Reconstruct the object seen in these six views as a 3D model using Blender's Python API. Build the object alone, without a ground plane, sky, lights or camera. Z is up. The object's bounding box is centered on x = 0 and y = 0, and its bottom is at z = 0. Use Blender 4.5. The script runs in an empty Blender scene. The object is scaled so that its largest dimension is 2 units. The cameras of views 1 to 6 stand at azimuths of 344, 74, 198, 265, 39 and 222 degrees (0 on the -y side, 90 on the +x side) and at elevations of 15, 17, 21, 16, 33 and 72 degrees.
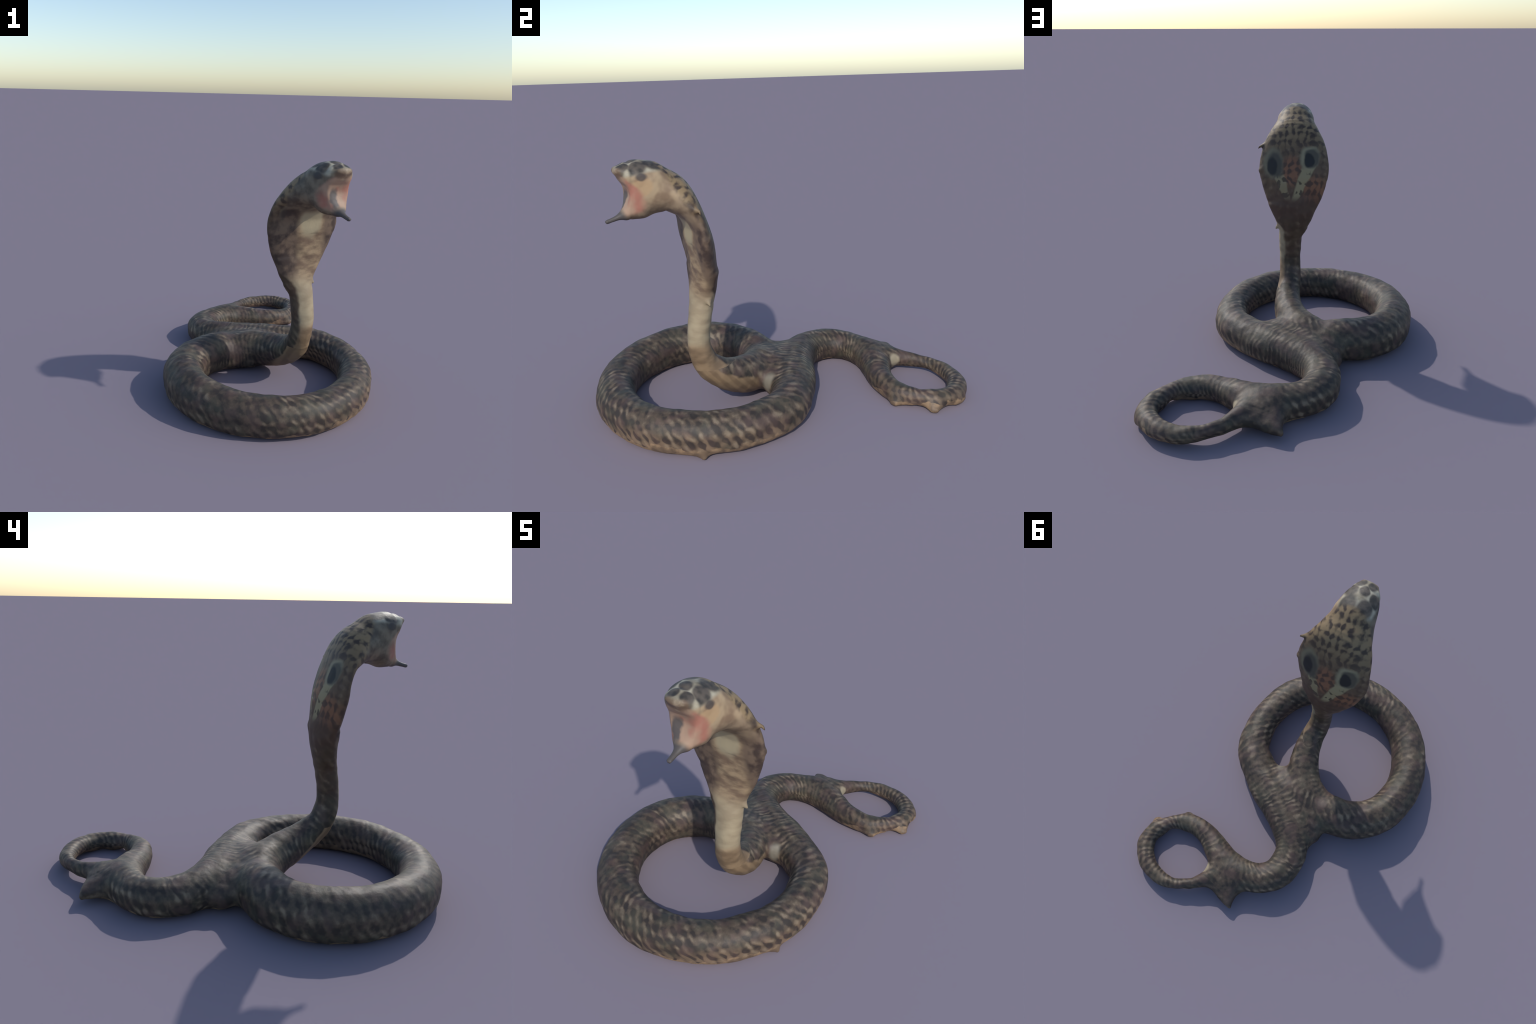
"""A rearing cobra with an open mouth, its body coiled on the ground.

The whole animal is one smooth skin: elliptical cross-sections are swept along a
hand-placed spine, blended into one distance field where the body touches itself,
meshed, then parted by region into head, jaw, hood, neck, torso and tail."""
import math
import bpy
import numpy as np
from mathutils import Vector, noise

CELL = 0.0055                                # size of a meshing cell, metres
LUMPS = 0.007                                # height of the irregular lumps, metres

# ------------------------------------------------------------------ the animal's own frame
HEAD_ROOT = np.array([0.15, -0.42, 0.0])     # foot of the vertical plane the head lies in
FORWARD = np.array([0.22, -0.9755, 0.0])     # the way the snake looks
SIDE = np.array([-0.9755, -0.22, 0.0])       # its right-hand side
UP = np.array([0.0, 0.0, 1.0])


def mid(s, z, side=0.0):
    """A point in the head's middle plane: s forward, z up, side to its right."""
    return HEAD_ROOT + FORWARD * s + SIDE * side + UP * z


# ------------------------------------------------------------------ spines
# each station: centre, half width across, half thickness, curl of the edges
def head_station(top, bottom, half_width, curl=0.0, side=0.0):
    t, b = mid(*top), mid(*bottom)
    c = (t + b) / 2 + SIDE * side
    return [*c, half_width, np.linalg.norm(t - b) / 2, curl]


HEAD = [
    head_station((0.328, 1.354), (0.324, 1.126), 0.066),
    head_station((0.312, 1.361), (0.312, 1.118), 0.078),
    head_station((0.272, 1.366), (0.278, 1.113), 0.096),
    head_station((0.206, 1.352), (0.226, 1.118), 0.115),
    head_station((0.110, 1.308), (0.165, 1.122), 0.146),
    head_station((0.050, 1.246), (0.138, 1.112), 0.174, 0.000),
    head_station((0.000, 1.155), (0.090, 1.085), 0.198, 0.008),
    head_station((-0.036, 1.063), (0.060, 1.035), 0.212, 0.018),
    head_station((-0.060, 0.985), (0.056, 0.970), 0.211, 0.022),
    head_station((-0.074, 0.895), (0.043, 0.890), 0.188, 0.020),
    head_station((-0.080, 0.800), (0.035, 0.800), 0.154, 0.014),
    head_station((-0.073, 0.725), (0.042, 0.725), 0.121, 0.008),
    head_station((-0.060, 0.660), (0.052, 0.660), 0.090, 0.003),
]
RISER = [
    [0.166, -0.428, 0.600, 0.074, 0.058, 0],
    [0.171, -0.438, 0.550, 0.069, 0.057, 0],
    [0.177, -0.448, 0.480, 0.066, 0.058, 0],
    [0.176, -0.451, 0.410, 0.066, 0.060, 0],
    [0.171, -0.440, 0.345, 0.067, 0.063, 0],
    [0.167, -0.412, 0.280, 0.069, 0.069, 0],
    [0.160, -0.352, 0.224, 0.075, 0.080, 0],
    [0.131, -0.266, 0.176, 0.085, 0.094, 0],
    [0.076, -0.172, 0.142, 0.098, 0.106, 0],
    [-0.010, -0.093, 0.120, 0.107, 0.111, 0],
    [-0.120, -0.055, 0.105, 0.110, 0.104, 0],
]
COIL = [
    [-0.240, -0.061, 0.114, 0.117, 0.114, 0],
    [-0.380, -0.127, 0.111, 0.118, 0.116, 0],
    [-0.479, -0.260, 0.112, 0.117, 0.117, 0],
    [-0.504, -0.420, 0.110, 0.114, 0.116, 0],
    [-0.467, -0.577, 0.108, 0.111, 0.114, 0],
    [-0.384, -0.712, 0.105, 0.108, 0.111, 0],
    [-0.263, -0.819, 0.100, 0.106, 0.105, 0],
    [-0.100, -0.882, 0.097, 0.105, 0.100, 0],
    [0.070, -0.888, 0.095, 0.103, 0.097, 0],
    [0.244, -0.829, 0.094, 0.100, 0.096, 0],
    [0.392, -0.711, 0.096, 0.097, 0.097, 0],
]
BACK_COIL = [
    [0.492, -0.535, 0.097, 0.095, 0.097, 0],
    [0.517, -0.344, 0.097, 0.095, 0.096, 0],
    [0.487, -0.190, 0.097, 0.099, 0.096, 0],
    [0.414, -0.060, 0.097, 0.105, 0.096, 0],
    [0.277, 0.022, 0.097, 0.111, 0.098, 0],
    [0.133, 0.083, 0.098, 0.114, 0.101, 0],
    [0.002, 0.127, 0.098, 0.110, 0.101, 0],
    [-0.118, 0.187, 0.096, 0.105, 0.097, 0],
    [-0.203, 0.257, 0.091, 0.099, 0.092, 0],
    [-0.243, 0.345, 0.087, 0.098, 0.088, 0],
    [-0.244, 0.445, 0.084, 0.097, 0.085, 0],
    [-0.181, 0.540, 0.081, 0.092, 0.082, 0],
    [-0.085, 0.590, 0.080, 0.090, 0.081, 0],
    [0.010, 0.605, 0.077, 0.090, 0.078, 0],
    [0.107, 0.595, 0.070, 0.085, 0.071, 0],
    [0.214, 0.564, 0.063, 0.069, 0.064, 0],
    [0.306, 0.556, 0.061, 0.062, 0.061, 0],
    [0.405, 0.576, 0.054, 0.053, 0.054, 0],
]
TAIL_TIP = [
    [0.480, 0.642, 0.052, 0.042, 0.046, 0],
    [0.530, 0.740, 0.050, 0.048, 0.047, 0],
    [0.522, 0.838, 0.049, 0.053, 0.047, 0],
    [0.470, 0.906, 0.049, 0.053, 0.047, 0],
    [0.390, 0.946, 0.050, 0.051, 0.045, 0],
    [0.284, 0.952, 0.053, 0.042, 0.042, 0],
    [0.198, 0.920, 0.058, 0.031, 0.036, 0],
    [0.122, 0.853, 0.062, 0.032, 0.038, 0],
    [0.086, 0.800, 0.066, 0.040, 0.044, 0],
    [0.050, 0.735, 0.068, 0.060, 0.052, 0],
]
UPPER_JAW = [
    [*mid(0.220, 1.296), 0.098, 0.055, 0],
    [*mid(0.290, 1.310), 0.086, 0.053, 0],
    [*mid(0.328, 1.318), 0.074, 0.044, 0],
    [*mid(0.350, 1.328), 0.061, 0.032, 0],
    [*mid(0.374, 1.337), 0.046, 0.018, 0],
]
TONGUE = [
    [*mid(0.280, 1.150), 0.070, 0.036, 0],
    [*mid(0.325, 1.138), 0.044, 0.026, 0],
    [*mid(0.365, 1.127), 0.022, 0.016, 0],
    [*mid(0.400, 1.115), 0.013, 0.011, 0],
    [*mid(0.436, 1.106), 0.011, 0.009, 0],
]
# the gape: an ellipsoid taken out of the front of the head: middle, half sizes (forward, side, up)
MOUTH, MOUTH_SIZE = mid(0.460, 1.226), (0.135, 0.150, 0.082)
WEB = [                                       # skin between the neck's foot and the coil
    [0.160, -0.052, 0.100, 0.052, 0.066, 0],
    [0.060, -0.010, 0.106, 0.086, 0.084, 0],
    [-0.060, 0.038, 0.104, 0.094, 0.084, 0],
    [-0.165, 0.080, 0.094, 0.086, 0.078, 0],
    [-0.238, 0.115, 0.074, 0.060, 0.066, 0],
]
SPIKE = [
    [-0.030, 0.640, 0.060, 0.100, 0.064, 0],
    [-0.062, 0.705, 0.064, 0.096, 0.054, 0],
    [-0.092, 0.742, 0.058, 0.072, 0.046, 0],
    [-0.122, 0.768, 0.052, 0.044, 0.037, 0],
    [-0.148, 0.786, 0.046, 0.022, 0.026, 0],
    [-0.162, 0.795, 0.040, 0.012, 0.017, 0],
]
TAIL_FINS = [
    [[0.400, 0.590, 0.046, 0.045, 0.045, 0], [0.435, 0.556, 0.030, 0.034, 0.026, 0], [0.452, 0.534, 0.020, 0.018, 0.014, 0]],
    [[0.520, 0.735, 0.042, 0.045, 0.042, 0], [0.562, 0.712, 0.026, 0.036, 0.024, 0], [0.588, 0.697, 0.016, 0.022, 0.012, 0]],
    [[0.520, 0.860, 0.035, 0.040, 0.035, 0], [0.552, 0.872, 0.022, 0.030, 0.018, 0]],
]
COIL_PINCH = [[0.545, -0.530, 0.045, 0.045, 0.040, 0], [0.572, -0.527, 0.018, 0.024, 0.016, 0], [0.583, -0.526, 0.009, 0.010, 0.007, 0]]
HOOD_NICKS = [
    [[*mid(0.000, 0.672, -0.070), 0.022, 0.022, 0], [*mid(0.000, 0.648, -0.098), 0.010, 0.010, 0], [*mid(-0.002, 0.636, -0.108), 0.004, 0.004, 0]],
    [[*mid(0.030, 1.010, -0.180), 0.024, 0.024, 0], [*mid(0.030, 1.000, -0.200), 0.014, 0.014, 0]],
]
HOOD_BARB = [
    [*mid(0.085, 1.150, -0.165), 0.014, 0.014, 0],
    [0.362, -0.438, 1.142, 0.007, 0.007, 0],
    [0.372, -0.436, 1.134, 0.005, 0.005, 0],
    [0.379, -0.434, 1.124, 0.002, 0.002, 0],
]


def smooth_path(stations, step):
    """Catmull-Rom through the stations, resampled at an even step."""
    p = np.array(stations, float)
    p = np.vstack([2 * p[0] - p[1], p, 2 * p[-1] - p[-2]])
    fine = []
    for i in range(1, len(p) - 2):
        for t in np.linspace(0, 1, 24, endpoint=False):
            a, b, c, d = p[i - 1:i + 3]
            fine.append(0.5 * (2 * b + (c - a) * t + (2 * a - 5 * b + 4 * c - d) * t * t + (3 * b - a - 3 * c + d) * t ** 3))
    fine.append(p[-2])
    fine = np.array(fine)
    run = np.concatenate([[0], np.cumsum(np.linalg.norm(np.diff(fine[:, :3], axis=0), axis=1))])
    n = max(2, int(round(run[-1] / step)) + 1)
    at = np.linspace(0, run[-1], n)
    return np.stack([np.interp(at, run, fine[:, k]) for k in range(fine.shape[1])], 1)


def frames(path, upright):
    """Across and thickness directions for every station of a path."""
    tangent = np.gradient(path[:, :3], axis=0)
    tangent /= np.linalg.norm(tangent, axis=1, keepdims=True)
    across = []
    for i, t in enumerate(tangent):
        flat = np.cross(UP, t)                    # sideways for a lying body
        w = np.clip((math.hypot(t[0], t[1]) - 0.55) / 0.35, 0, 1) if upright else 1.0
        flat = flat / (np.linalg.norm(flat) + 1e-9)
        lead = SIDE if upright else flat
        if flat @ lead < 0:
            flat = -flat
        a = flat * w + lead * (1 - w)
        a -= t * (a @ t)
        across.append(a / np.linalg.norm(a))
    across = np.array(across)
    thick = np.cross(tangent, across)
    return tangent, across, thick


class Field:
    """A distance field on a regular grid, filled tube by tube."""

    def __init__(self, low, high):
        self.low = np.array(low)
        self.n = np.ceil((np.array(high) - self.low) / CELL).astype(int) + 1
        self.axes = [self.low[k] + CELL * np.arange(self.n[k]) for k in range(3)]
        self.f = np.full(self.n, 0.2, np.float32)

    def tube(self, stations, step=0.02, upright=None, cap=(None, None), belly=2.0):
        path = smooth_path(stations, step)
        tangent, across, thick = frames(path, upright)
        if upright == "head":
            twist = 0.09 * np.clip((1.25 - path[:, 2]) / 0.12, 0, 1) * np.clip((path[:, 2] - 0.64) / 0.12, 0, 1)
            across = SIDE - twist[:, None] * FORWARD  # the hood is turned a little to its left
            thick = np.cross(tangent, across)
        best = np.full(self.n, 9.0, np.float32)
        out = np.full(self.n, 0.2, np.float32)
        for i in range(len(path) - 1):
            A, B = path[i], path[i + 1]
            reach = max(A[3], B[3], A[4], B[4]) + abs(A[5]) + 0.035
            lo = np.floor((np.minimum(A[:3], B[:3]) - reach - self.low) / CELL).astype(int).clip(0)
            hi = np.ceil((np.maximum(A[:3], B[:3]) + reach - self.low) / CELL).astype(int) + 1
            hi = np.minimum(hi, self.n)
            if (hi <= lo).any():
                continue
            box = tuple(slice(a, b) for a, b in zip(lo, hi))
            X, Y, Z = (self.axes[k][box[k]] for k in range(3))
            dx, dy, dz = X[:, None, None] - A[0], Y[None, :, None] - A[1], Z[None, None, :] - A[2]
            seg = B[:3] - A[:3]
            t = (dx * seg[0] + dy * seg[1] + dz * seg[2]) / (seg @ seg)
            t = np.clip(t, 0, 1)
            px, py, pz = dx - t * seg[0], dy - t * seg[1], dz - t * seg[2]
            d2 = px * px + py * py + pz * pz
            La, Lb, Ta, Tb = across[i], across[i + 1] - across[i], thick[i], thick[i + 1] - thick[i]
            a = px * (La[0] + t * Lb[0]) + py * (La[1] + t * Lb[1]) + pz * (La[2] + t * Lb[2])
            b = px * (Ta[0] + t * Tb[0]) + py * (Ta[1] + t * Tb[1]) + pz * (Ta[2] + t * Tb[2])
            ra, rb, curl = (A[k] + t * (B[k] - A[k]) for k in (3, 4, 5))
            rc = np.minimum(ra, rb)
            for k, edge in enumerate((t <= 0, t >= 1)):
                if cap[k] is not None:
                    rc = np.where(edge, cap[k], rc)
            ab = a * a + b * b
            beyond = np.maximum(d2 - ab, 0)
            end = (t <= 0) & (i == 0) | (t >= 1) & (i == len(path) - 2)
            c2 = np.where(end, beyond, 0)         # past an end: a cap; past a joint: swing round it
            swing = np.where(end, 1, np.sqrt(d2 / (ab + 1e-9)))
            a, b = a * swing, b * swing
            b = b + curl * np.minimum((a / ra) ** 2, 1.4)
            k0 = np.sqrt((a / ra) ** 2 + (b / rb) ** 2 + c2 / rc ** 2) + 1e-6
            k1 = np.sqrt((a / ra ** 2) ** 2 + (b / rb ** 2) ** 2 + c2 / rc ** 4) + 1e-6
            f = k0 * (k0 - 1) / k1
            if belly > 2:                         # a body that rests is squarer below
                down = np.where(Ta[2] < 0, b, -b)
                k2 = (np.abs(a / ra) ** belly + np.abs(b / rb) ** belly) ** (1 / belly)
                f = np.where((down > 0) & ~end, (k2 - 1) * np.minimum(ra, rb), f)
            near = d2 < best[box]
            best[box] = np.where(near, d2, best[box])
            out[box] = np.where(near, f, out[box])
        return out

    def add(self, other, k):
        """Smooth union with blend radius k (a number or a grid)."""
        h = np.maximum(k - np.abs(self.f - other), 0) / np.maximum(k, 1e-6)
        self.f = np.minimum(self.f, other) - h * h * k * 0.25

    def carve(self, other, k):
        """Smooth subtraction."""
        h = np.maximum(k - np.abs(self.f + other), 0) / k
        self.f = np.maximum(self.f, -other) + h * h * k * 0.25

    def ball_weight(self, centre, radius):
        X, Y, Z = self.axes
        d2 = (X[:, None, None] - centre[0]) ** 2 + (Y[None, :, None] - centre[1]) ** 2 + (Z[None, None, :] - centre[2]) ** 2
        return np.clip(1.5 - 1.5 * np.sqrt(d2) / radius, 0, 1).astype(np.float32)


def surface_nets(f, low):
    """Quads on the zero level of a grid: one vertex per cell that is crossed."""
    inside = f < 0
    nx, ny, nz = f.shape
    count = np.zeros((nx - 1, ny - 1, nz - 1), np.int8)
    corners = [(i, j, k) for i in (0, 1) for j in (0, 1) for k in (0, 1)]
    for i, j, k in corners:
        count += inside[i:nx - 1 + i, j:ny - 1 + j, k:nz - 1 + k]
    cells = np.argwhere((count > 0) & (count < 8))
    index = np.full(count.shape, -1, np.int64)
    index[tuple(cells.T)] = np.arange(len(cells))
    total, weight = np.zeros((len(cells), 3)), np.zeros(len(cells))
    for a in range(8):
        for axis in range(3):
            ca = np.array(corners[a])
            if ca[axis]:
                continue
            cb = ca.copy()
            cb[axis] = 1
            fa, fb = f[tuple((cells + ca).T)], f[tuple((cells + cb).T)]
            cross = (fa < 0) != (fb < 0)
            t = np.where(cross, fa / np.where(cross, fa - fb, 1), 0)
            p = np.repeat(ca[None].astype(float), len(cells), 0)
            p[:, axis] += t
            total += p * cross[:, None]
            weight += cross
    verts = low + CELL * (cells + total / weight[:, None])
    quads = []
    for axis in range(3):
        u, v = (axis + 1) % 3, (axis + 2) % 3
        sl = [slice(None)] * 3
        sl[axis] = slice(0, -1)
        sh = [slice(None)] * 3
        sh[axis] = slice(1, None)
        a, b = inside[tuple(sl)], inside[tuple(sh)]
        e = np.argwhere(a != b)
        e = e[(e[:, u] > 0) & (e[:, v] > 0) & (e[:, u] < f.shape[u] - 1) & (e[:, v] < f.shape[v] - 1)]
        ring = []
        for du, dv in ((1, 1), (0, 1), (0, 0), (1, 0)):
            c = e.copy()
            c[:, u] -= du
            c[:, v] -= dv
            ring.append(index[tuple(c.T)])
        q = np.stack(ring, 1)
        flip = ~a[tuple(e.T)]
        q[flip] = q[flip][:, ::-1]
        quads.append(q)
    return verts, np.vstack(quads)


def relax(verts, quads, rounds, pull=0.5, back=-0.52):
    """Taubin smoothing, which takes the grid's steps off without shrinking."""
    edges = np.vstack([quads[:, [0, 1]], quads[:, [1, 2]], quads[:, [2, 3]], quads[:, [3, 0]]])
    i = np.concatenate([edges[:, 0], edges[:, 1]])
    j = np.concatenate([edges[:, 1], edges[:, 0]])
    degree = np.bincount(i, minlength=len(verts))[:, None]
    for n in range(rounds * 2):
        mean = np.stack([np.bincount(i, verts[j, k], len(verts)) for k in range(3)], 1) / degree
        verts = verts + (pull if n % 2 == 0 else back) * (mean - verts)
    return verts


# ------------------------------------------------------------------ skin
field = Field((-0.68, -1.06, -0.05), (0.68, 1.06, 1.43))


def mouth_space():
    X, Y, Z = (field.axes[k].reshape([-1 if j == k else 1 for j in range(3)]) - MOUTH[k] for k in range(3))
    p = [X * d[0] + Y * d[1] + Z * d[2] for d in (FORWARD, SIDE, UP)]
    k0 = np.sqrt(sum((q / r) ** 2 for q, r in zip(p, MOUTH_SIZE)))
    k1 = np.sqrt(sum((q / r ** 2) ** 2 for q, r in zip(p, MOUTH_SIZE))) + 1e-6
    return np.minimum(k0 * (k0 - 1) / k1, 0.2).astype(np.float32)


field.f = field.tube(HEAD, 0.012, "head", cap=(0.020, None))
field.add(field.tube(UPPER_JAW, 0.012, "head", cap=(None, 0.012)), 0.05)
field.add(field.tube(TONGUE, 0.012, "head", cap=(None, 0.006)), 0.05)
field.carve(mouth_space(), 0.02)
field.add(field.tube(HOOD_BARB, 0.006, "riser"), 0.02)
for nick in HOOD_NICKS:
    field.add(field.tube(nick, 0.008, "riser"), 0.015)
field.add(field.tube(HEAD[-3:] + RISER, 0.02, "riser"), 0.006)
field.add(field.tube(RISER[-2:] + COIL + BACK_COIL[:1], belly=3.0), 0.006)
touch = field.ball_weight((0.04, 0.00, 0.12), 0.40)
field.add(field.tube([COIL[-1]] + BACK_COIL + TAIL_TIP[:1], belly=3.0), 0.006 + 0.06 * touch)
field.add(field.tube(WEB, 0.015), 0.065)
knot = field.ball_weight((0.03, 0.70, 0.08), 0.22)
field.add(field.tube(BACK_COIL[-1:] + TAIL_TIP, 0.015), 0.006 + 0.07 * knot)
field.add(field.tube(SPIKE, 0.015, cap=(None, 0.008)), 0.07)
for fin in TAIL_FINS + [COIL_PINCH]:
    field.add(field.tube(fin, 0.01, cap=(None, 0.008)), 0.035)

verts, quads = surface_nets(field.f, field.low)
verts = relax(verts, quads, 6)
verts[:, 2] = np.maximum(verts[:, 2], 0.0)


# ------------------------------------------------------------------ small lumps in the skin
def vertex_normals(v, q):
    face = np.cross(v[q[:, 2]] - v[q[:, 0]], v[q[:, 3]] - v[q[:, 1]])
    n = np.stack([sum(np.bincount(q[:, c], face[:, k], len(v)) for c in range(4)) for k in range(3)], 1)
    return n / (np.linalg.norm(n, axis=1, keepdims=True) + 1e-12)


normals = vertex_normals(verts, quads)
lump = np.array([noise.noise(Vector(p) * 9.0) * 0.6 + noise.noise(Vector(p) * 22.0) * 0.4 for p in verts])
fade = np.where(verts[:, 2] > 0.95, 0.35, 1.0)
verts = verts + normals * (lump * fade * LUMPS)[:, None]
verts[:, 2] = np.maximum(verts[:, 2], 0.002)
normals = vertex_normals(verts, quads)


# ------------------------------------------------------------------ materials: a little node algebra
class Val:
    def __init__(self, nodes, socket):
        self.nodes, self.socket = nodes, socket

    def op(self, what, *others, clamp=False):
        return self.nodes.math(what, self, *others, clamp=clamp)

    def __add__(self, o): return self.op("ADD", o)
    def __radd__(self, o): return self.op("ADD", o)
    def __sub__(self, o): return self.op("SUBTRACT", o)
    def __rsub__(self, o): return self.nodes.math("SUBTRACT", o, self)
    def __mul__(self, o): return self.op("MULTIPLY", o)
    def __rmul__(self, o): return self.op("MULTIPLY", o)
    def __truediv__(self, o): return self.op("DIVIDE", o)
    def __neg__(self): return self.op("MULTIPLY", -1.0)


class Nodes:
    """Builds shader nodes from arithmetic."""

    def __init__(self, name):
        self.material = bpy.data.materials.new(name)
        self.material.use_nodes = True
        self.tree = self.material.node_tree
        self.shader = self.tree.nodes["Principled BSDF"]
        coord = self.tree.nodes.new("ShaderNodeTexCoord")
        self.place = coord.outputs["Object"]
        split = self.tree.nodes.new("ShaderNodeSeparateXYZ")
        self.tree.links.new(self.place, split.inputs[0])
        self.x, self.y, self.z = (Val(self, o) for o in split.outputs)

    def feed(self, socket, value):
        if isinstance(value, Val):
            self.tree.links.new(value.socket, socket)
        elif isinstance(value, bpy.types.NodeSocket):
            self.tree.links.new(value, socket)
        elif isinstance(value, tuple):
            socket.default_value = (*value, 1) if len(socket.default_value) == 4 else value
        else:
            socket.default_value = value

    def math(self, what, *values, clamp=False):
        n = self.tree.nodes.new("ShaderNodeMath")
        n.operation, n.use_clamp = what, clamp
        for i, v in enumerate(values):
            self.feed(n.inputs[i], v)
        return Val(self, n.outputs[0])

    def step(self, v, low, high):
        """0 below low, 1 above high, smooth between (low may exceed high)."""
        n = self.tree.nodes.new("ShaderNodeMapRange")
        n.interpolation_type = "SMOOTHSTEP"
        flip = low > high
        self.feed(n.inputs["Value"], v)
        n.inputs["From Min"].default_value, n.inputs["From Max"].default_value = min(low, high), max(low, high)
        n.inputs["To Min"].default_value, n.inputs["To Max"].default_value = (1, 0) if flip else (0, 1)
        return Val(self, n.outputs[0])

    def curve(self, v, points):
        """A function of v through (v, value) points, v within 0..1.4, values within 0..1."""
        n = self.tree.nodes.new("ShaderNodeValToRGB")
        ramp = n.color_ramp
        ramp.interpolation = "B_SPLINE"
        while len(ramp.elements) < len(points):
            ramp.elements.new(0.5)
        for e, (at, value) in zip(ramp.elements, points):
            e.position = at / 1.4
        for e, (at, value) in zip(ramp.elements, points):
            e.color = (value, value, value, 1)
        self.feed(n.inputs[0], v / 1.4)
        return Val(self, n.outputs[0])

    def mix(self, fac, a, b):
        n = self.tree.nodes.new("ShaderNodeMix")
        n.data_type = "RGBA"
        self.feed(n.inputs[0], fac)
        self.feed(n.inputs[6], a)
        self.feed(n.inputs[7], b)
        return Val(self, n.outputs[2])

    def blend(self, fac, a, b):
        return a + (b - a) * fac

    def pack(self, x, y, z):
        n = self.tree.nodes.new("ShaderNodeCombineXYZ")
        for i, v in enumerate((x, y, z)):
            self.feed(n.inputs[i], v)
        return n.outputs[0]

    def noise(self, scale, detail=2.0, at=None, rough=0.5):
        n = self.tree.nodes.new("ShaderNodeTexNoise")
        self.feed(n.inputs["Vector"], at or self.place)
        n.inputs["Scale"].default_value, n.inputs["Detail"].default_value, n.inputs["Roughness"].default_value = scale, detail, rough
        return Val(self, n.outputs["Fac"])

    def spot(self, a, b, at, size, soft=0.25):
        """1 inside an ellipse in the coordinates a, b."""
        d = (((a - at[0]) / size[0]).op("POWER", 2.0) + ((b - at[1]) / size[1]).op("POWER", 2.0)).op("SQRT")
        return self.step(d, 1 + soft, 1 - soft)

    def scales(self, u, v, along, across, streak=0.5):
        """Staggered rows of scales: 1 in the middle of each, -1 between them; streak draws them out crosswise."""
        return (u * (math.tau / along)).op("COSINE") * streak + (v * (math.tau / across)).op("COSINE") * (1 - streak)

    def finish(self, colour, rough, bump, strength=0.25):
        self.feed(self.shader.inputs["Base Color"], colour)
        self.feed(self.shader.inputs["Roughness"], rough)
        self.shader.inputs["Specular IOR Level"].default_value = 0.38
        n = self.tree.nodes.new("ShaderNodeBump")
        n.inputs["Strength"].default_value, n.inputs["Distance"].default_value = strength, 0.004
        self.feed(n.inputs["Height"], bump)
        self.tree.links.new(n.outputs[0], self.shader.inputs["Normal"])
        return self.material


DARK, MIDDLE, PALE = (0.034, 0.026, 0.021), (0.088, 0.064, 0.044), (0.200, 0.155, 0.106)
CREAM = (0.370, 0.310, 0.200)


def skin_tone(n, g, contrast):
    """Dark scales g in a paler net, with drifting browns and greys."""
    each = n.noise(17.0, 2.0)                     # no two scales are equally dark
    g = g * contrast * (n.step(each, 0.28, 0.66) * 1.15 + 0.2)
    fine = (n.noise(34.0, 3.0) - 0.5) * 2.3
    drift = (n.noise(6.0, 2.0) - 0.5) * 1.7
    t = g + fine + drift + 0.20
    c = n.mix(n.step(t, -0.25, 0.70), MIDDLE, DARK)
    c = n.mix(n.step(t, -0.05, -1.0), c, PALE)
    hue = n.noise(11.0, 2.0)
    c = n.mix(n.step(hue, 0.50, 0.66) * 0.45, c, (0.105, 0.064, 0.054))
    c = n.mix(n.step(hue, 0.48, 0.32) * 0.40, c, (0.074, 0.070, 0.046))
    return c


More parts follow.
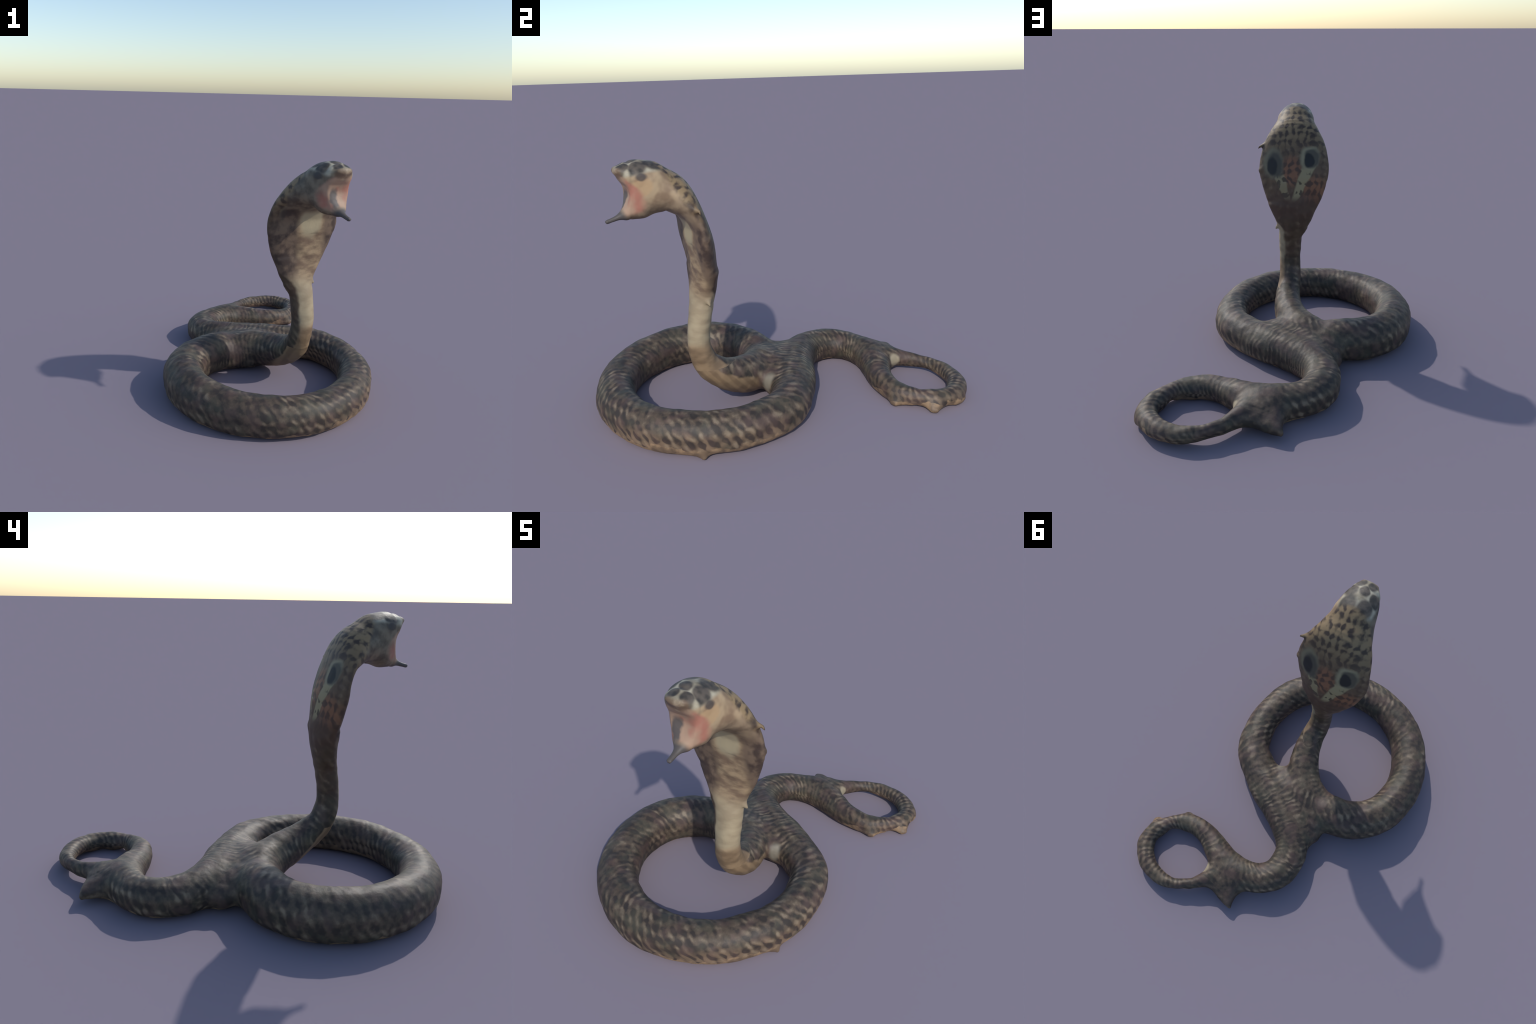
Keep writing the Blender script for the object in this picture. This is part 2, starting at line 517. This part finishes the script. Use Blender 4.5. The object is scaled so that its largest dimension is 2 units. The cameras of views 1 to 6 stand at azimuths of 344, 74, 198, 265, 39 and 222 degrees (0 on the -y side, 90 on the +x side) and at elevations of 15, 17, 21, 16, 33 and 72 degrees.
def body_skin():
    n = Nodes("body_skin")
    x, y, z = n.x, n.y, n.z
    wob = (n.noise(11.0, 2.0) - 0.5) * 0.075
    wob2 = (n.noise(9.0, 2.0, at=n.pack(n.z, n.x, n.y)) - 0.5) * 0.065

    def ring(cx, cy, radius, height, girth, along, across, lean):
        dx, dy = x - cx, y - cy
        turn = dy.op("ARCTAN2", dx) * radius
        out = (dx * dx + dy * dy).op("SQRT") - radius
        around = (z - height).op("ARCTAN2", out) * girth
        return n.scales(turn + around * lean + wob, around + wob2, along, across, 0.56)

    coil = ring(0.005, -0.425, 0.49, 0.095, 0.105, 0.046, 0.068, 0.55)
    bend = ring(0.0, 0.37, 0.25, 0.08, 0.09, 0.038, 0.060, 0.5)
    loop = ring(0.31, 0.76, 0.215, 0.05, 0.05, 0.036, 0.044, 0.4)
    run = y * 0.42 - x * 0.908
    off = (x - 0.412) * 0.42 + (y + 0.065) * 0.908
    link = n.scales(run + wob, (z - 0.09).op("ARCTAN2", off) * 0.10 + wob2, 0.032, 0.062, 0.60)
    groove = (x + 0.263) * 0.4 + (y - 0.125) * 0.916
    foot = ring(-0.20, -0.33, 0.32, 0.13, 0.10, 0.040, 0.060, 0.3)
    inward = ((x - 0.005) * (x - 0.005) + (y + 0.425) * (y + 0.425)).op("SQRT")
    coil = n.blend(n.step(inward, 0.40, 0.33), coil, foot)
    g = n.blend(n.step(groove, -0.02, 0.03) * n.step(x, 0.38, 0.26), coil, link)
    g = n.blend(n.step(y, 0.20, 0.30), g, bend)
    g = n.blend(n.step(y + x * 0.9, 0.62, 0.70), g, loop)
    contrast = 0.35 + n.step(n.noise(4.0, 2.0), 0.35, 0.62) * 0.70
    c = skin_tone(n, g, contrast)

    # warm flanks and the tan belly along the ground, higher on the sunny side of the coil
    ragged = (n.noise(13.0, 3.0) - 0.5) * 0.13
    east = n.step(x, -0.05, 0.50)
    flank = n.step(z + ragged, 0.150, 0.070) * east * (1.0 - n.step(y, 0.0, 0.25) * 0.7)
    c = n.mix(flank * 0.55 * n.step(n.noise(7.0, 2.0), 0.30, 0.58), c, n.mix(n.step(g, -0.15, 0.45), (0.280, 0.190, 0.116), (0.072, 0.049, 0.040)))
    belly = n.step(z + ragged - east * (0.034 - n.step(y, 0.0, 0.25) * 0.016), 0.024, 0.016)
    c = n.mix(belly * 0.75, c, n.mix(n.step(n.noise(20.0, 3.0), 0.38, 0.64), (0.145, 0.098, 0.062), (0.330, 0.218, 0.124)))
    # the neck's foot: banded belly plates low on its outer side
    dx, dy = x + 0.20, y + 0.33
    outer = (dx * dx + dy * dy).op("SQRT") - 0.32
    spine = n.curve(-y, [(0.0, 0.11), (0.10, 0.12), (0.175, 0.132), (0.27, 0.165), (0.355, 0.215), (0.412, 0.28), (0.45, 0.36), (0.6, 0.5)])
    under = n.step(outer * 0.55 - (z - spine) + ragged * 0.4, 0.012, 0.032) * n.step(inward, 0.345, 0.315) * n.step(x, 0.02, 0.08)
    plates = n.step((y * 110.0 + z * 90.0).op("SINE") + (n.noise(12.0) - 0.5) * 3.0, -0.8, 0.9)
    c = n.mix(under * 0.9, c, n.mix(plates, (0.185, 0.122, 0.072), (0.255, 0.172, 0.100)))
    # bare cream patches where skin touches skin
    near = ((x - 0.190) * (x - 0.190) * 1.6 + (y + 0.080) * (y + 0.080) + (z - 0.118) * (z - 0.118) * 0.5).op("SQRT") + ragged * 0.15
    c = n.mix(n.step(near, 0.050, 0.022) * 0.85, c, (0.215, 0.190, 0.145))
    near = ((x - 0.105) * (x - 0.105) + (y - 0.715) * (y - 0.715) + (z - 0.080) * (z - 0.080)).op("SQRT") + ragged * 0.15
    c = n.mix(n.step(near, 0.046, 0.026) * 0.85, c, (0.350, 0.290, 0.195))
    return n.finish(c, 0.56, g * -0.4 + n.noise(70.0, 2.0), 0.2)


def front_skin():
    n = Nodes("head_and_hood_skin")
    x, y, z = n.x - float(HEAD_ROOT[0]), n.y - float(HEAD_ROOT[1]), n.z
    s = x * float(FORWARD[0]) + y * float(FORWARD[1])
    side = x * float(SIDE[0]) + y * float(SIDE[1])
    wob = (n.noise(11.0, 3.0) - 0.5) * 0.075
    wob2 = (n.noise(10.0, 3.0, at=n.pack(n.z, n.x, n.y)) - 0.5) * 0.075
    along = s + z
    g = n.scales(along + wob, side + wob2, 0.050, 0.054)
    c = skin_tone(n, g, 1.0)
    c = n.mix(n.step(z, 0.27, 0.60) * 0.55, c, (0.098, 0.058, 0.034))

    # nape and crown: pale ground, separate dark spots
    nape = n.step(along, 1.04, 1.38)
    dots = n.scales(along + wob * 1.8, side + wob2 * 1.8, 0.074, 0.044, 0.48)
    speckled = n.mix(n.step(dots + (n.noise(26.0, 2.0) - 0.5) * 2.2, -0.45, 0.75), (0.250, 0.176, 0.094), (0.046, 0.031, 0.023))
    c = n.mix((nape * 0.82 + 0.15) * n.step(z, 0.70, 0.90), c, speckled)

    # back of the hood: rust ground, two ringed dark eye spots on the limbs of a pale V
    rust = n.mix(n.step(dots, -0.4, 0.6), (0.215, 0.098, 0.052), (0.075, 0.040, 0.028))
    c = n.mix(n.spot(side, z, (0.125, 0.905), (0.075, 0.080), 0.4) * 0.9, c, rust)
    c = n.mix(n.spot(side, z, (-0.010, 1.015), (0.060, 0.085), 0.35) * 0.9, c, rust)
    c = n.mix(n.spot(side, z, (0.0, 0.81), (0.17, 0.095), 0.4) * 0.65, c, (0.075, 0.041, 0.030))
    pale = (0.285, 0.240, 0.135)
    a2, z2 = side + wob * 0.6, z + wob2 * 0.6
    limb_right = n.step((a2 - (z - 0.84) * 0.42 - 0.012).op("ABSOLUTE") - 0.010 - (z - 0.85) * 0.14, 0.014, 0.0) * n.step(z2, 0.820, 0.880) * n.step(z2, 1.06, 1.02)
    limb_left = n.step((a2 + (z - 0.84) * 0.42 + 0.022).op("ABSOLUTE") - 0.012 - (z - 0.85) * 0.08, 0.014, 0.0) * n.step(z2, 0.825, 0.890) * n.step(z2, 1.04, 0.98) * 0.8
    mottled = n.noise(16.0, 2.0)
    for limb in (limb_right, limb_left):
        c = n.mix(limb * 0.9, c, n.mix(n.step(dots + (mottled - 0.5) * 1.5, 0.2, 0.8), pale, (0.070, 0.056, 0.036)))
    for at, size, tint in (((0.100, 1.090), (0.058, 0.066), (0.270, 0.240, 0.150)), ((-0.122, 1.050), (0.066, 0.088), (0.170, 0.152, 0.098))):
        c = n.mix(n.spot(a2, z2, at, size, 0.22) * 0.85, c, tint)
        c = n.mix(n.spot(a2, z2, (at[0] + 0.012, at[1] - 0.006), (size[0] * 0.80, size[1] * 0.80), 0.22) * 0.85, c, (0.048, 0.044, 0.036))
        c = n.mix(n.spot(a2, z2, (at[0] - 0.006, at[1] - 0.018), (size[0] * 0.55, size[1] * 0.62), 0.20), c, (0.016, 0.016, 0.016))

    # belly side of hood and neck
    middle = n.curve(z, [(0.0, 0.02), (0.28, 0.096), (0.345, 0.124), (0.45, 0.136), (0.55, 0.120), (0.66, 0.092), (0.80, 0.080), (0.93, 0.092), (1.05, 0.130), (1.12, 0.165), (1.2, 0.30), (1.4, 0.60)]) - 0.1
    ahead = s - middle
    low_neck = n.step(z, 0.74, 0.62)
    front = n.step(n.blend(low_neck, ahead, ahead * 0.65 - side * 0.75) + wob * 0.5, -0.004, 0.016) * n.step(s, 0.17, 0.13)
    bands = n.noise(9.0, 3.0, at=n.pack(side * 1.4, z * 2.6, s))
    mottle = n.noise(16.0, 3.0)
    dark_front = n.mix(n.step(mottle, 0.38, 0.62), (0.058, 0.039, 0.031), (0.155, 0.108, 0.074))
    belly = n.mix(n.step(n.noise(11.0, 3.0, at=n.pack(side, z * 2.2, s)), 0.35, 0.65), (0.165, 0.110, 0.072), (0.330, 0.240, 0.145))
    throat = n.spot(a2, z2, (-0.030, 1.035), (0.066, 0.105), 0.25)
    belly = n.mix(throat, belly, CREAM)
    neck_pale = n.step(z2, 0.73, 0.63) * n.step(z2, 0.38, 0.45)
    belly = n.mix(neck_pale, belly, n.mix(n.step(bands, 0.3, 0.7), (0.275, 0.215, 0.138), (0.345, 0.280, 0.180)))
    lower = n.step(z2, 0.45, 0.38)
    belly = n.mix(lower, belly, n.mix(n.step(bands, 0.35, 0.65), (0.170, 0.114, 0.068), (0.260, 0.178, 0.105)))
    centre = n.curve(z, [(0.0, 0.5), (0.60, 0.48), (0.72, 0.46), (0.83, 0.44), (0.95, 0.47), (1.05, 0.46), (1.4, 0.5)]) - 0.5
    stripe = n.step((side - centre).op("ABSOLUTE") + (mottle - 0.5) * 0.06, 0.105, 0.055)
    stripe = n.blend(n.step(z, 0.74, 0.64), stripe, 1.0)
    c = n.mix(front, c, n.mix(stripe, dark_front, belly))

    # head: cheeks, crown shields, eye patches, gape
    head = n.step(s + (n.noise(18.0, 2.0) - 0.5) * 0.03 - (z - 1.25) * 0.45, 0.135, 0.165) * n.step(z, 1.06, 1.10)
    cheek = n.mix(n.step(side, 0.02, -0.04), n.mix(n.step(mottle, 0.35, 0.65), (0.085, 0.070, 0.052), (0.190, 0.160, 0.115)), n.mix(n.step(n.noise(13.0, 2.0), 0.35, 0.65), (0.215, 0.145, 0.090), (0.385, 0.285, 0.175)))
    crown = n.step(z + n.step(s, 0.24, 0.38) * 0.02, 1.318, 1.338)
    low_cheek = n.step(z + ahead * 0.1, 1.215, 1.165)
    cheek = n.mix(low_cheek * 0.7, cheek, n.mix(n.step(mottle, 0.35, 0.65), (0.095, 0.064, 0.046), (0.240, 0.180, 0.118)))
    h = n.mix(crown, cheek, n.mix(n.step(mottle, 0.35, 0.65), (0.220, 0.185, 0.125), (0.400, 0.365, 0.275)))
    for at, size in (((0.214, -0.046), (0.050, 0.043)), ((0.210, 0.040), (0.050, 0.040)), ((0.292, -0.068), (0.042, 0.038)),
                     ((0.286, 0.066), (0.040, 0.032)), ((0.298, 0.000), (0.032, 0.026)), ((0.350, -0.036), (0.026, 0.026)), ((0.348, 0.026), (0.026, 0.026))):
        h = n.mix(n.spot(s + wob * 0.45, side + wob2 * 0.45, at, size, 0.22) * crown * 0.95, h, n.mix(n.step(n.noise(24.0, 2.0), 0.35, 0.65), (0.028, 0.025, 0.023), (0.088, 0.072, 0.058)))
    tan_patch = n.step(side, -0.05, -0.07) * n.spot(s + wob, z + wob2 * 0.6, (0.285, 1.262), (0.052, 0.040), 0.2)
    h = n.mix(tan_patch * 0.8, h, (0.430, 0.290, 0.160))
    h = n.mix(n.spot(s + wob * 0.5, z, (0.286, 1.308), (0.026, 0.018), 0.3) * 0.85, h, (0.050, 0.044, 0.044))
    jaw_edge = z - (s - 0.300) * 0.85
    gape = n.step(s + (mottle - 0.5) * 0.06, 0.255, 0.315) * n.step(jaw_edge, 1.268, 1.245) * n.step(z - (s - 0.3) * -0.3, 1.132, 1.158)
    flesh = n.mix(n.step(n.noise(11.0, 2.0), 0.38, 0.62), (0.370, 0.245, 0.168), (0.360, 0.155, 0.110))
    h = n.mix(gape, h, flesh)
    dark_gape_patch = n.spot(side + wob, z, (0.020, 1.190), (0.026, 0.055), 0.3) * n.step(s, 0.305, 0.315)
    h = n.mix(dark_gape_patch, h, (0.095, 0.080, 0.074))
    lip = n.step(s + (mottle - 0.5) * 0.04, 0.352, 0.368) * n.step(z, 1.356, 1.342)
    h = n.mix(lip * 0.8, h, n.mix(n.step(mottle, 0.4, 0.6), (0.150, 0.098, 0.062), (0.330, 0.250, 0.165)))
    tongue = n.step(s - (z - 1.12) * 0.5, 0.335, 0.365) * n.step(z, 1.19, 1.16)
    h = n.mix(tongue, h, (0.085, 0.074, 0.068))
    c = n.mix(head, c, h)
    return n.finish(c, 0.56, g * -0.3 + n.noise(70.0, 2.0), 0.18)


# ------------------------------------------------------------------ the animal, parted by region
snake = bpy.data.objects.new("cobra", None)
bpy.context.scene.collection.objects.link(snake)
snake["label"] = "brown spotted cobra rearing with open mouth, coiled"
snake["category"] = "snake"

middle = verts[quads].mean(1)
rel = middle - HEAD_ROOT
s, side, z = rel @ FORWARD, rel @ SIDE, middle[:, 2]
face_normal = normals[quads].mean(1)
x, y = middle[:, 0], middle[:, 1]
region = np.full(len(quads), "torso", object)
region[(y > 0.27) | ((y > 0.11 - 0.42 * (x + 0.2)) & (y > 0.18))] = "tail"
up_front = (z > 0.27) & (y < -0.2)
region[up_front] = "neck"
region[up_front & (z > 0.68)] = "hood"
in_head = up_front & (s - (z - 1.25) * 0.45 > 0.15) & (z > 1.05)
region[in_head] = "head"
region[in_head & (z < 1.175 - (s - 0.3) * 0.2) & (s > 0.2)] = "lower_jaw"
region[in_head & (z < 1.16) & (s - (z - 1.12) * 0.5 > 0.35)] = "tongue"
region[in_head & (s > 0.29) & (z > 1.15) & (z < 1.268 + (s - 0.300) * 0.85) & (face_normal @ FORWARD > 0.25)] = "mouth"

front_material, body_material = front_skin(), body_skin()
for name in ("head", "mouth", "lower_jaw", "tongue", "hood", "neck", "torso", "tail"):
    own = quads[region == name]
    used, local = np.unique(own, return_inverse=True)
    me = bpy.data.meshes.new(name)
    me.from_pydata(verts[used].tolist(), [], local.reshape(-1, 4).tolist())
    me.update()
    me.polygons.foreach_set("use_smooth", np.ones(len(me.polygons), bool))
    me.normals_split_custom_set_from_vertices(normals[used].tolist())
    me.materials.append(body_material if name in ("torso", "tail") else front_material)
    part = bpy.data.objects.new(name, me)
    part.parent = snake
    bpy.context.scene.collection.objects.link(part)
